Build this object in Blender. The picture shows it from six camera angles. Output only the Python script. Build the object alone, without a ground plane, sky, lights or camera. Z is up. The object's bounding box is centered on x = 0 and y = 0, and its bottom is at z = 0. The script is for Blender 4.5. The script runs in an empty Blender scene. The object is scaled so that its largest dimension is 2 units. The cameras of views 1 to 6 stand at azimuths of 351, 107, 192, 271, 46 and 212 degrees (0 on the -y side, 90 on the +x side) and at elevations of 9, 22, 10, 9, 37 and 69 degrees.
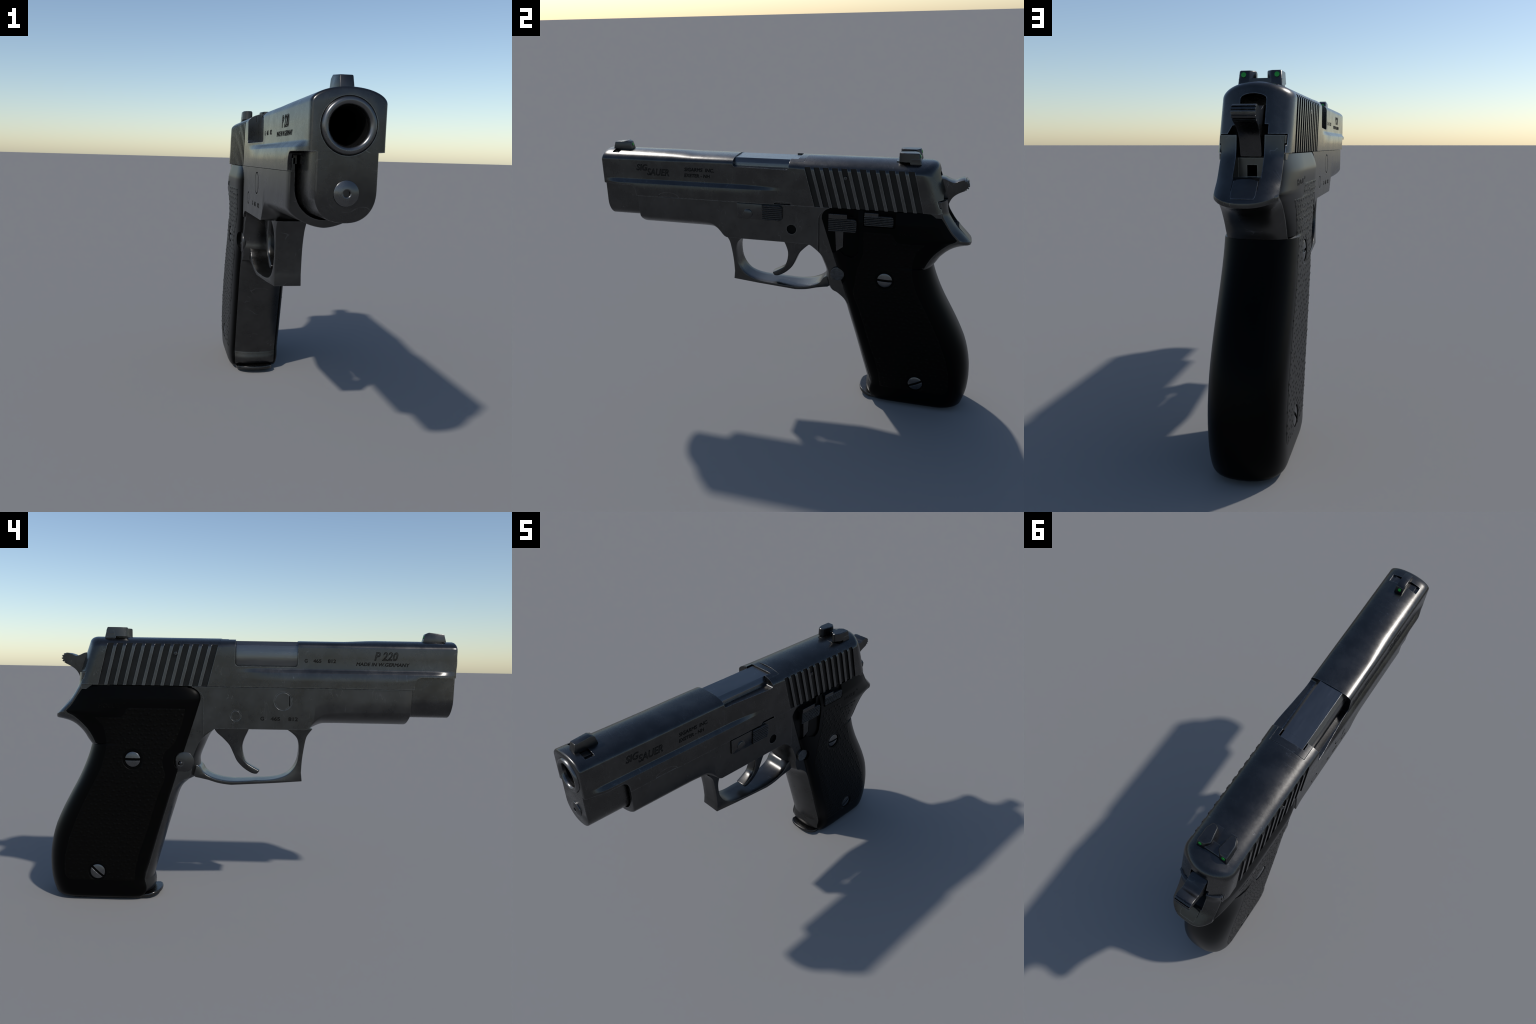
# Semi-automatic pistol, built part by part.  Frame: metres, z up, muzzle towards -y.
import bpy, bmesh, math, random
from mathutils import Vector, Matrix, noise
from mathutils.bvhtree import BVHTree

random.seed(7)
SC = bpy.context.scene

# ------------------------------------------------------------------ helpers
def lerp(a, b, t): return a + (b - a) * t
def clamp(t, a=0.0, b=1.0): return max(a, min(b, t))
def sstep(a, b, t):
    t = clamp((t - a) / (b - a)); return t * t * (3 - 2 * t)

def interp(table, t):
    """monotone-ish cubic interpolation of a (key, value) table"""
    n = len(table)
    if t <= table[0][0]: return table[0][1]
    if t >= table[-1][0]: return table[-1][1]
    i = 0
    while table[i + 1][0] < t: i += 1
    x0, y0 = table[i]; x1, y1 = table[i + 1]
    h = x1 - x0; d = (y1 - y0) / h
    def slope(k):
        if k == 0 or k == n - 1: return None
        a = (table[k][1] - table[k-1][1]) / (table[k][0] - table[k-1][0])
        b = (table[k+1][1] - table[k][1]) / (table[k+1][0] - table[k][0])
        return 0.0 if a * b <= 0 else 2 * a * b / (a + b)
    m0 = slope(i); m1 = slope(i + 1)
    m0 = d if m0 is None else m0; m1 = d if m1 is None else m1
    s = (t - x0) / h
    return ((2*s**3 - 3*s*s + 1) * y0 + (s**3 - 2*s*s + s) * h * m0
            + (-2*s**3 + 3*s*s) * y1 + (s**3 - s*s) * h * m1)

def spline(pts, n=5):
    """Catmull-Rom through an open list of 2D points"""
    out = []
    for i in range(len(pts) - 1):
        p0 = pts[max(i-1, 0)]; p1 = pts[i]; p2 = pts[i+1]; p3 = pts[min(i+2, len(pts)-1)]
        for k in range(n):
            t = k / n
            out.append(tuple(0.5 * (2*p1[j] + (p2[j]-p0[j])*t + (2*p0[j]-5*p1[j]+4*p2[j]-p3[j])*t*t
                                    + (3*p1[j]-p0[j]-3*p2[j]+p3[j])*t**3) for j in (0, 1)))
    out.append(tuple(pts[-1]))
    return out

def new_obj(name, me, parent=None, mat=None):
    o = bpy.data.objects.new(name, me)
    SC.collection.objects.link(o)
    if parent is not None: o.parent = parent
    if mat is not None:
        me.materials.clear(); me.materials.append(mat)
    return o

def mesh_from(verts, faces, name="part"):
    me = bpy.data.meshes.new(name)
    me.from_pydata([tuple(v) for v in verts], [], faces)
    bm = bmesh.new(); bm.from_mesh(me)
    bmesh.ops.remove_doubles(bm, verts=bm.verts, dist=1e-6)
    bmesh.ops.recalc_face_normals(bm, faces=bm.faces)
    bm.to_mesh(me); bm.free()
    return me

def loft(rings):
    n = len(rings[0]); V = [p for r in rings for p in r]; F = []
    for i in range(len(rings) - 1):
        for j in range(n):
            k = (j + 1) % n
            F.append((i*n + j, i*n + k, (i+1)*n + k, (i+1)*n + j))
    F.append(tuple(range(n))[::-1]); F.append(tuple((len(rings)-1)*n + j for j in range(n)))
    return mesh_from(V, F)

def mirror_half(half):
    """half: list of (x,z) from bottom centre to top centre, x>=0 -> full closed list"""
    full = list(half)
    for x, z in reversed(half):
        if x > 1e-6: full.append((-x, z))
    return full

def slab(profile, xs, warp=None):
    """profile: closed list of (y,z); stacked on the x values xs; warp(i,x,y,z)->(x,y,z)"""
    rings = []
    for x in xs:
        r = []
        for i, (y, z) in enumerate(profile):
            p = (x, y, z)
            r.append(warp(i, *p) if warp else p)
        rings.append(r)
    return loft(rings)

def prism(profile, x0, x1): return slab(profile, (x0, x1))

def plan_prism(profile, z0, z1):
    """profile: closed list of (x,y) raised from z0 to z1"""
    return loft([[(x, y, z0) for x, y in profile], [(x, y, z1) for x, y in profile]])

def box(x0, x1, y0, y1, z0, z1):
    return prism([(y0, z0), (y1, z0), (y1, z1), (y0, z1)], x0, x1)

def disc(cy, cz, r, x0, x1, n=40, dome=0.0, edge=0.0):
    """cylinder along x, outer end at x1 (any sign), optional rounded edge and dome"""
    s = 1 if x1 > x0 else -1
    prof = [(r, x0), (r, x1 - s*edge)]
    if edge: prof += [(r - edge*0.3, x1 - s*edge*0.3), (r - edge, x1)]
    if dome:
        for k in range(1, 6):
            a = k / 6; prof.append(((r-edge)*(1-a), x1 + s*dome*(1-(1-a)**2)))
    rings = [[(x, cy + rr*math.cos(2*math.pi*k/n), cz + rr*math.sin(2*math.pi*k/n)) for k in range(n)] for rr, x in prof]
    return loft(rings)

def revolve_y(prof, cx, cz, n=64, close=True):
    """prof: (r,y) list revolved about an axis along y"""
    rings = [[(cx + r*math.cos(2*math.pi*k/n), y, cz + r*math.sin(2*math.pi*k/n)) for k in range(n)] for r, y in prof]
    return loft(rings)

def join(meshes):
    bm = bmesh.new()
    for m in meshes: bm.from_mesh(m)
    me = bpy.data.meshes.new("joined"); bm.to_mesh(me); bm.free()
    for m in meshes: bpy.data.meshes.remove(m)
    return me

def flip_x(me):
    c = me.copy()
    for v in c.vertices: v.co.x *= -1
    c.flip_normals()
    return c

def both(me): return join([me, flip_x(me)])

def with_modifiers(me, setup):
    o = bpy.data.objects.new("helper", me); SC.collection.objects.link(o)
    setup(o)
    dg = bpy.context.evaluated_depsgraph_get()
    r = bpy.data.meshes.new_from_object(o.evaluated_get(dg))
    bpy.data.objects.remove(o); bpy.data.meshes.remove(me)
    return r

def boolean(me, cutter, op='DIFFERENCE'):
    c = bpy.data.objects.new("cutter", cutter); SC.collection.objects.link(c)
    def setup(o):
        m = o.modifiers.new("b", 'BOOLEAN'); m.object = c; m.operation = op; m.solver = 'EXACT'
    r = with_modifiers(me, setup)
    bpy.data.objects.remove(c); bpy.data.meshes.remove(cutter)
    return r

def bevel(me, w, seg=2, angle=35):
    def setup(o):
        m = o.modifiers.new("b", 'BEVEL'); m.width = w; m.segments = seg
        m.limit_method = 'ANGLE'; m.angle_limit = math.radians(angle)
        m.use_clamp_overlap = True
    return with_modifiers(me, setup)

def finish(name, me, parent, mat, angle=32, smooth=True):
    bm = bmesh.new(); bm.from_mesh(me)
    bmesh.ops.remove_doubles(bm, verts=bm.verts, dist=2e-6)
    bm.to_mesh(me); bm.free()
    if smooth:
        me.shade_smooth(); me.set_sharp_from_angle(angle=math.radians(angle))
    me.name = name
    return new_obj(name, me, parent, mat)

# ------------------------------------------------------------------ materials
def nodes_of(name):
    m = bpy.data.materials.new(name); m.use_nodes = True
    nt = m.node_tree; nt.nodes.clear()
    out = nt.nodes.new('ShaderNodeOutputMaterial'); b = nt.nodes.new('ShaderNodeBsdfPrincipled')
    nt.links.new(b.outputs[0], out.inputs[0])
    return m, nt, b

def node(nt, kind, **inputs):
    n = nt.nodes.new(kind)
    for k, v in inputs.items():
        n.inputs[k.replace('_', ' ')].default_value = v
    return n

def ramp(nt, src, stops):
    r = nt.nodes.new('ShaderNodeValToRGB'); cr = r.color_ramp
    cr.elements[0].position, cr.elements[0].color = stops[0][0], (*[stops[0][1]]*3, 1)
    cr.elements[1].position, cr.elements[1].color = stops[-1][0], (*[stops[-1][1]]*3, 1)
    for p, v in stops[1:-1]:
        e = cr.elements.new(p); e.color = (v, v, v, 1)
    nt.links.new(src, r.inputs[0]); return r.outputs[0]

def mixc(nt, fac, a, b, mode='MIX'):
    m = nt.nodes.new('ShaderNodeMix'); m.data_type = 'RGBA'; m.blend_type = mode
    for s, v in ((0, fac), (6, a), (7, b)):
        if hasattr(v, 'links'): nt.links.new(v, m.inputs[s])
        else: m.inputs[s].default_value = v
    return m.outputs[2]

def math_n(nt, op, a, b=0.0):
    m = nt.nodes.new('ShaderNodeMath'); m.operation = op
    for i, v in enumerate((a, b)):
        if hasattr(v, 'links'): nt.links.new(v, m.inputs[i])
        else: m.inputs[i].default_value = v
    return m.outputs[0]

def metal(name, base, worn, rough=0.36, metallic=0.97, wear=0.75, edge=0.0016, stretch=(1, 1, 1)):
    """blued steel: cloudy tone, fine scratches, bright rubbed edges"""
    m, nt, b = nodes_of(name)
    tc = nt.nodes.new('ShaderNodeTexCoord')
    mp = nt.nodes.new('ShaderNodeMapping'); nt.links.new(tc.outputs['Object'], mp.inputs[0]); mp.inputs['Scale'].default_value = stretch
    n1 = node(nt, 'ShaderNodeTexNoise', Scale=9.0, Detail=7.0, Roughness=0.65); nt.links.new(mp.outputs[0], n1.inputs['Vector'])
    n2 = node(nt, 'ShaderNodeTexNoise', Scale=70.0, Detail=4.0, Roughness=0.6); nt.links.new(mp.outputs[0], n2.inputs['Vector'])
    cloud = ramp(nt, n1.outputs[0], [(0.3, 0.0), (0.72, 1.0)])
    # sparse hair scratches: thin contour lines of a stretched noise, shown only in patches
    rot = nt.nodes.new('ShaderNodeMapping'); nt.links.new(tc.outputs['Object'], rot.inputs[0])
    rot.inputs['Rotation'].default_value = (0.9, 0.35, 0.5); rot.inputs['Scale'].default_value = (4, 30, 7)
    n3 = node(nt, 'ShaderNodeTexNoise', Scale=1.6, Detail=1.0); nt.links.new(rot.outputs[0], n3.inputs['Vector'])
    line = ramp(nt, n3.outputs[0], [(0.493, 0.0), (0.5, 1.0), (0.507, 0.0)])
    n4 = node(nt, 'ShaderNodeTexNoise', Scale=14.0, Detail=2.0); nt.links.new(tc.outputs['Object'], n4.inputs['Vector'])
    patch = ramp(nt, n4.outputs[0], [(0.54, 0.0), (0.62, 1.0)])
    scratch = math_n(nt, 'MULTIPLY', line, patch)
    # rubbed edges: where the rounded normal leaves the true one, broken up by noise
    bv = nt.nodes.new('ShaderNodeBevel'); bv.samples = 6; bv.inputs['Radius'].default_value = edge
    bw = nt.nodes.new('ShaderNodeBevel'); bw.samples = 8; bw.inputs['Radius'].default_value = edge*4.0
    ge = nt.nodes.new('ShaderNodeNewGeometry')
    dt = nt.nodes.new('ShaderNodeVectorMath'); dt.operation = 'DOT_PRODUCT'
    nt.links.new(bw.outputs[0], dt.inputs[0]); nt.links.new(ge.outputs['Normal'], dt.inputs[1])
    rub = ramp(nt, dt.outputs['Value'], [(0.80, 1.0), (0.975, 0.0)])
    rub = math_n(nt, 'MULTIPLY', rub, ramp(nt, n2.outputs[0], [(0.33, 0.25), (0.62, 1.0)]))
    fac = math_n(nt, 'MULTIPLY', math_n(nt, 'MAXIMUM', rub, math_n(nt, 'MULTIPLY', scratch, 0.55)), wear)
    dark = tuple(c * 0.80 for c in base); lite = tuple(c * 1.18 for c in base)
    col = mixc(nt, cloud, (*dark, 1), (*lite, 1))
    col = mixc(nt, fac, col, (*worn, 1))
    nt.links.new(col, b.inputs['Base Color'])
    b.inputs['Metallic'].default_value = metallic
    rr = math_n(nt, 'ADD', math_n(nt, 'MULTIPLY', n1.outputs[0], 0.24), math_n(nt, 'MULTIPLY', n2.outputs[0], 0.08))
    rr = math_n(nt, 'ADD', rr, rough - 0.16)
    nt.links.new(rr, b.inputs['Roughness'])
    bp = node(nt, 'ShaderNodeBump', Strength=0.06, Distance=0.002)
    nt.links.new(n2.outputs[0], bp.inputs['Height']); nt.links.new(bv.outputs[0], bp.inputs['Normal'])
    nt.links.new(bp.outputs[0], b.inputs['Normal'])
    return m

def rubber(name, base, rough, grain=0.0, gloss=0.045):
    m, nt, b = nodes_of(name)
    tc = nt.nodes.new('ShaderNodeTexCoord')
    n1 = node(nt, 'ShaderNodeTexNoise', Scale=11.0, Detail=5.0); nt.links.new(tc.outputs['Object'], n1.inputs['Vector'])
    col = mixc(nt, n1.outputs[0], (*[c*0.75 for c in base], 1), (*[c*1.25 for c in base], 1))
    nt.links.new(col, b.inputs['Base Color']); b.inputs['Roughness'].default_value = rough
    lw = nt.nodes.new('ShaderNodeLayerWeight'); lw.inputs['Blend'].default_value = 0.5
    nt.links.new(math_n(nt, 'ADD', math_n(nt, 'MULTIPLY', math_n(nt, 'POWER', lw.outputs['Facing'], 2.5), 0.55), gloss), b.inputs['Specular IOR Level'])
    if grain:
        mp = nt.nodes.new('ShaderNodeMapping'); nt.links.new(tc.outputs['Object'], mp.inputs[0]); mp.inputs['Scale'].default_value = (1, 0.55, 1.3)
        n2 = node(nt, 'ShaderNodeTexNoise', Scale=110.0, Detail=3.0, Distortion=0.8); nt.links.new(mp.outputs[0], n2.inputs['Vector'])
        bp = node(nt, 'ShaderNodeBump', Strength=grain, Distance=0.004); nt.links.new(n2.outputs[0], bp.inputs['Height'])
        nt.links.new(bp.outputs[0], b.inputs['Normal'])
    return m

def plain(name, base, rough=0.6, metallic=0.0, spec=0.5):
    m, nt, b = nodes_of(name)
    tc = nt.nodes.new('ShaderNodeTexCoord')
    n1 = node(nt, 'ShaderNodeTexNoise', Scale=40.0, Detail=3.0); nt.links.new(tc.outputs['Object'], n1.inputs['Vector'])
    nt.links.new(mixc(nt, n1.outputs[0], (*[c*0.8 for c in base], 1), (*[c*1.2 for c in base], 1)), b.inputs['Base Color'])
    b.inputs['Roughness'].default_value = rough; b.inputs['Metallic'].default_value = metallic
    b.inputs['Specular IOR Level'].default_value = spec
    return m

STEEL = metal("blued_steel", (0.069, 0.068, 0.067), (0.25, 0.255, 0.26), rough=0.27)
MUZZLE = metal("muzzle_steel", (0.125, 0.125, 0.126), (0.28, 0.285, 0.29), rough=0.28)
GROOVE = metal("grooved_steel_shade_darkened", (0.026, 0.0255, 0.025), (0.05, 0.05, 0.05), rough=0.45)  # darker steel copy with the grooves' occlusion shade baked into its colour
RIDGE = metal("rubbed_ridge_steel", (0.098, 0.098, 0.098), (0.28, 0.285, 0.29), rough=0.32)
FRAME = metal("frame_alloy", (0.072, 0.071, 0.070), (0.24, 0.245, 0.25), rough=0.30)
BRIGHT = metal("bare_barrel_steel", (0.14, 0.142, 0.146), (0.32, 0.33, 0.34), rough=0.26, wear=0.3, stretch=(1, 0.15, 3))
SCREW = metal("screw_steel", (0.13, 0.132, 0.137), (0.36, 0.37, 0.38), rough=0.30, wear=0.5)
SMALL = metal("control_steel", (0.068, 0.067, 0.067), (0.23, 0.235, 0.24), rough=0.29, edge=0.0008)
RUBBER = rubber("smooth_black_rubber", (0.0012, 0.0012, 0.0012), 0.38)
STIPPLE = rubber("pebbled_black_rubber", (0.0016, 0.0014, 0.0011), 0.44, grain=0.35, gloss=0.065)
INK = plain("engraving_dark", (0.009, 0.0085, 0.0078), 0.8, spec=0.05)
VOID = plain("bore_black", (0.003, 0.003, 0.003), 0.7, spec=0.1)
GREEN = plain("green_dot_enamel", (0.012, 0.33, 0.03), 0.35)

ROOT = bpy.data.objects.new("pistol", None); SC.collection.objects.link(ROOT)
ROOT.location.x = -0.003      # the body sits a little right of the box centre: the levers stick out left
ROOT["label"] = "dark blued steel handgun with pebbled black rubber grip"
ROOT["category"] = "pistol"

ZB = 1.0795      # underside of the slide
BARREL_Z = 1.206

# ------------------------------------------------------------------ slide
W_LOW = [(-0.99, 0.106), (-0.96, 0.110), (-0.89, 0.1245), (0.8, 0.1245)]
W_UP = [(-0.985, 0.1065), (-0.21, 0.1065), (-0.12, 0.112), (0.06, 0.1245), (0.8, 0.1245)]
Z_TOP = [(-0.985, 1.309), (-0.62, 1.309), (-0.44, 1.302), (-0.2, 1.302), (0.055, 1.309), (0.8, 1.309)]
P_DOME = [(-0.985, 2.0), (-0.62, 2.0), (-0.40, 2.5), (-0.2, 2.5), (0.055, 2.0), (0.8, 2.0)]
Z_SH = [(-0.985, 1.266), (0.055, 1.266), (0.15, 1.262), (0.8, 1.258)]

def slide_half(y):
    wl, wu = interp(W_LOW, y), max(0.0, interp(W_UP, y))
    wu = min(wu, wl)
    zt, p, zs = interp(Z_TOP, y), interp(P_DOME, y), interp(Z_SH, y)
    h = [(0, ZB), (wl*0.5, ZB), (wl, ZB), (wl, 1.11), (wl, 1.1485), (lerp(wl, wu, .03), 1.1497),
         (lerp(wl, wu, .86), 1.163), (lerp(wl, wu, .97), 1.166), (wu, 1.170), (wu, 1.22), (wu, zs)]
    for k in range(1, 17):
        a = math.pi/2 * k / 16
        h.append((wu * max(0, math.cos(a))**(2/p) if k < 16 else 0.0, zs + (zt - zs) * math.sin(a)**(2/p)))
    return h

def shrink(h, i, zc=1.19):
    return [(x * (1 - i/0.125), z - i*(z - zc)/0.119 if z > zc else z) for x, z in h]

rings = []
for y, i in [(-0.989, 0.008), (-0.9875, 0.0045), (-0.984, 0.0015), (-0.979, 0)]:
    rings.append([(x, y, z) for x, z in mirror_half(shrink(slide_half(y), i))])
ys = [-0.96, -0.94, -0.92, -0.905, -0.89, -0.87, -0.8, -0.72, -0.66, -0.62] + [-0.62 + 0.04*k for k in range(1, 10)]
ys += [-0.22, -0.2] + [-0.18 + 0.02*k for k in range(0, 14)] + [0.12, 0.2, 0.3, 0.4, 0.5, 0.6, 0.65]
for y in ys: rings.append([(x, y, z) for x, z in mirror_half(slide_half(y))])
def rear_y(x, z): return 0.770 - 3.9*x*x + 0.36*(1.29 - z)
for off, i in [(-0.028, 0), (-0.02, 0.001), (-0.012, 0.0035), (-0.006, 0.0075), (-0.002, 0.0125), (0, 0.018)]:
    rings.append([(x, rear_y(x, z) + off, z) for x, z in mirror_half(shrink(slide_half(0.7), i))])
last = shrink(slide_half(0.7), 0.018)
for k in (0.93, 0.85, 0.75, 0.64, 0.52, 0.4, 0.28, 0.16, 0.06):
    rings.append([(x*k, rear_y(x*k, 1.19 + (z - 1.19)*k), 1.19 + (z - 1.19)*k) for x, z in mirror_half(last)])
slide = loft(rings)

# clear the flanks below the muzzle, then add the narrow nose block that carries the recoil rod
nose_cut = [(-1.1, 1.0), (-0.791, 1.0), (-0.791, 1.085), (-0.793, 1.107), (-0.798, 1.120), (-0.807, 1.131), (-0.82, 1.1365), (-0.84, 1.137), (-1.1, 1.137)]
slide = boolean(slide, prism(nose_cut, -0.2, 0.2))
half = [(0, 0.943)]
for k in range(1, 17):
    a = math.pi/2 * k / 16
    half.append((0.088 * math.sin(a)**(2/2.35), 1.035 - 0.092 * (max(0, math.cos(a)) if k < 16 else 0)**(2/2.35)))
half += [(0.088, 1.08), (0.088, 1.16), (0, 1.16)]
def nose_ring(y, i, flat):
    r = []
    for x, z in mirror_half(half):
        k = 1 - i/0.09
        zz = 1.16 - (1.16 - z) * (1 - i/0.21)
        r.append((x*k, y + (0.004 * sstep(1.03, 0.94, z) if flat else 0), zz))
    return r
nose = loft([nose_ring(-0.989, 0.005, True), nose_ring(-0.987, 0.0015, True), nose_ring(-0.984, 0, True)] + [nose_ring(y, 0, False) for y in (-0.9, -0.75, -0.55)])
# hollow under the slide, visible behind the nose
slide = boolean(slide, box(-0.1135, 0.1135, -0.83, -0.55, 1.0, 1.128))
slide = boolean(slide, nose, 'UNION')
# muzzle hole
slide = boolean(slide, revolve_y([(0.0795, -1.1), (0.0795, -0.40)], 0, BARREL_Z, 64))
# ejection port: open on top, deep on the right (-x), shallow on the left
def rounded(y0, y1, z0, z1, r, corners=(1, 1, 1, 1), n=5):
    """rounded rectangle in (y,z); corners: (y0z0, y1z0, y1z1, y0z1) flags"""
    out = []
    for (cy, cz, a0), on in zip(((y0, z0, 180), (y1, z0, 270), (y1, z1, 0), (y0, z1, 90)), corners):
        if not on: out.append((cy, cz)); continue
        oy = cy + r if cy == y0 else cy - r; oz = cz + r if cz == z0 else cz - r
        for k in range(n + 1):
            a = math.radians(a0 + 90*k/n); out.append((oy + r*math.cos(a), oz + r*math.sin(a)))
    return out
port_r = rounded(-0.240, 0.057, 1.177, 1.45, 0.014, (1, 1, 0, 0))
port_l = rounded(-0.240, 0.057, 1.2585, 1.45, 0.014, (1, 1, 0, 0))
slide = boolean(slide, prism(port_r, -0.2, -0.02))
slide = boolean(slide, prism(port_l, -0.03, 0.2))
slide = boolean(slide, box(-0.103, 0.0825, -0.25, 0.056, 1.13, 1.258))
# seat of the barrel hood in the breech and the raised lip round it
slide = boolean(slide, box(-0.066, 0.066, 0.04, 0.0935, 1.22, 1.4))
slide = boolean(slide, plan_prism([(-0.0895, 0.02), (0.0895, 0.02), (0.0895, 0.129), (-0.0895, 0.129)], 1.3045, 1.4))
seam = join([box(-0.0895, 0.0895, 0.1275, 0.1295, 1.27, 1.4)])
slide = boolean(slide, seam)
slide = boolean(slide, both(box(0.0875, 0.0895, 0.04, 0.1295, 1.265, 1.4)))
# grasping grooves
cuts = []
PITCH = 0.0449
for k in range(12):
    yt = 0.1513 + PITCH*k; yb = yt + 0.0525
    for s in (1, -1):
        w = 0.0148
        prof = [(yb - w + .004, 1.06), (yb + w + .004, 1.06), (yt + w, 1.2765), (yt - w, 1.2765)]
        c = prism(prof, s*0.1168, s*0.15)
        cuts.append(c)
slide = boolean(slide, join(cuts))
# firing-pin retaining pin, seen on both flanks
slide = boolean(slide, both(join([disc(0.339, 1.231, 0.0095, 0.100, 0.14, 20)])))
# hammer opening and frame seat in the rear face
arch = [(-0.0435, 1.10), (0.0435, 1.10), (0.0435, 1.252)] + [(0.0435*math.cos(math.pi*k/10), 1.252 + 0.017*math.sin(math.pi*k/10)) for k in range(1, 10)] + [(-0.0435, 1.252)]
slide = boolean(slide, loft([[(x, 0.56, z) for x, z in arch], [(x, 0.95, z) for x, z in arch]]))
slide = boolean(slide, box(-0.108, 0.108, 0.62, 0.95, 1.0, 1.1395))
flare = [(-0.0555, 1.13), (0.088, 1.13), (0.066, 1.166), (0.040, 1.172), (-0.0555, 1.170)]
slide = boolean(slide, loft([[(x, 0.70, z) for x, z in flare], [(x, 0.95, z) for x, z in flare]]))
slide = boolean(slide, both(box(0.10, 0.1125, 0.735, 0.95, 1.104, 1.1395)))
# left flank: take-down notch and slide-stop notch
lens = [(-0.664, 1.07)] + [(-0.602 + 0.058*math.cos(math.pi*(1-k/10)), 1.082 + 0.024*math.sin(math.pi*k/10)) for k in range(11)] + [(-0.54, 1.07)]
slide = boolean(slide, prism(lens, 0.1190, 0.2))
slide = boolean(slide, prism([(-0.024, 1.07), (0.067, 1.07), (0.067, 1.0935), (-0.008, 1.0935), (-0.018, 1.086)], 0.108, 0.2))
# transverse seat of the front sight
slide = boolean(slide, box(-0.073, 0.073, -0.938, -0.896, 1.2915, 1.4))
slide = boolean(slide, box(-0.03, 0.03, -0.90, -0.838, 1.3075, 1.4))
SLIDE = finish("slide", slide, ROOT, STEEL, 28)
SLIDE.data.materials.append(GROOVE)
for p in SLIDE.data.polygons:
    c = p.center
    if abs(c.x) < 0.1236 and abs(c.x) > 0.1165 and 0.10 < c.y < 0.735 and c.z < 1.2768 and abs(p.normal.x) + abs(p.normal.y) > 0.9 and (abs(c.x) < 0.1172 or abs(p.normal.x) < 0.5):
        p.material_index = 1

SLIDE.data.materials.append(RIDGE)
for p in SLIDE.data.polygons:
    c = p.center
    u = c.y - 0.0545 * (1.2765 - c.z) / 0.2165
    if abs(c.x) > 0.1237 and abs(p.normal.x) > 0.8 and 0.168 < u < 0.632 and c.z < 1.2768: p.material_index = 2

# roll pins in the flanks
pin = join([disc(0.339, 1.231, 0.0088, s*0.1, s*0.1235, 18, edge=0.001) for s in (1, -1)])
pin = boolean(pin, join([disc(0.339, 1.231, 0.004, s*0.115, s*0.14, 14) for s in (1, -1)]))
finish("roll_pin", pin, SLIDE, SMALL)

# front sight
fs = slab([(-0.842, 1.300), (-0.853, 1.344), (-0.871, 1.352), (-0.944, 1.344), (-0.957, 1.300)], (-0.021, 0.021),
          lambda i, x, y, z: (x * (0.93 if z > 1.33 else 1.02), y, z))
fs = bevel(fs, 0.003)
fs = join([fs, box(-0.056, 0.056, -0.934, -0.9, 1.285, 1.2985)])
FS = finish("front_sight", fs, SLIDE, SMALL)
def dot_on_rear(x, y, z, r, parent, tilt):
    n = 20
    V = [(x, y + 0.0024, z)] + [(x + r*math.cos(2*math.pi*k/n), y + 0.0012 - tilt*r*math.sin(2*math.pi*k/n), z + r*math.sin(2*math.pi*k/n)) for k in range(n)] \
        + [(x + r*math.cos(2*math.pi*k/n), y - 0.004 - tilt*r*math.sin(2*math.pi*k/n), z + r*math.sin(2*math.pi*k/n)) for k in range(n)]
    F = [(0, 1 + k, 1 + (k+1) % n) for k in range(n)] + [(1+k, 1+n+k, 1+n+(k+1) % n, 1+(k+1) % n) for k in range(n)]
    return finish("sight_dot", mesh_from(V, F), parent, GREEN)
dot_on_rear(-0.002, -0.8483, 1.330, 0.0075, FS, 0.25)

# rear sight: cross bar, two faceted ears, square notch between
ear = [(0.026, 0.606), (0.030, 0.590), (0.046, 0.583), (0.062, 0.590), (0.0765, 0.613), (0.0765, 0.686), (0.040, 0.686), (0.0185, 0.654), (0.0215, 0.640)]
e1 = plan_prism([(0.030, 0.590), (0.046, 0.580), (0.060, 0.583), (0.0765, 0.613), (0.0765, 0.688), (0.038, 0.688), (0.0185, 0.656), (0.0205, 0.640)], 1.298, 1.352)
for v in e1.vertices:
    if v.co.z > 1.34 and v.co.y > 0.68: v.co.y -= 0.013
for v in e1.vertices:
    if v.co.z > 1.34 and v.co.x > 0.07: v.co.x -= 0.004
e1 = bevel(e1, 0.0032, 1, 40)
e1 = boolean(e1, box(-0.2, 0.2, 0.5, 0.634, 1.25, 1.3100))
bar = plan_prism([(-0.0752, 0.637), (0.0752, 0.637), (0.0752, 0.6865), (-0.0752, 0.6865)], 1.280, 1.326)
for v in bar.vertices:
    if v.co.z > 1.3 and v.co.y > 0.68: v.co.y -= 0.0065
rs = join([e1, flip_x(e1), bevel(bar, 0.002, 1), box(-0.05, 0.05, 0.57, 0.64, 1.28, 1.3085)])
RS = finish("rear_sight", rs, SLIDE, SMALL)
for s in (1, -1): dot_on_rear(s*0.0575, 0.6795, 1.3375, 0.0085, RS, 0.24)

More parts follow.
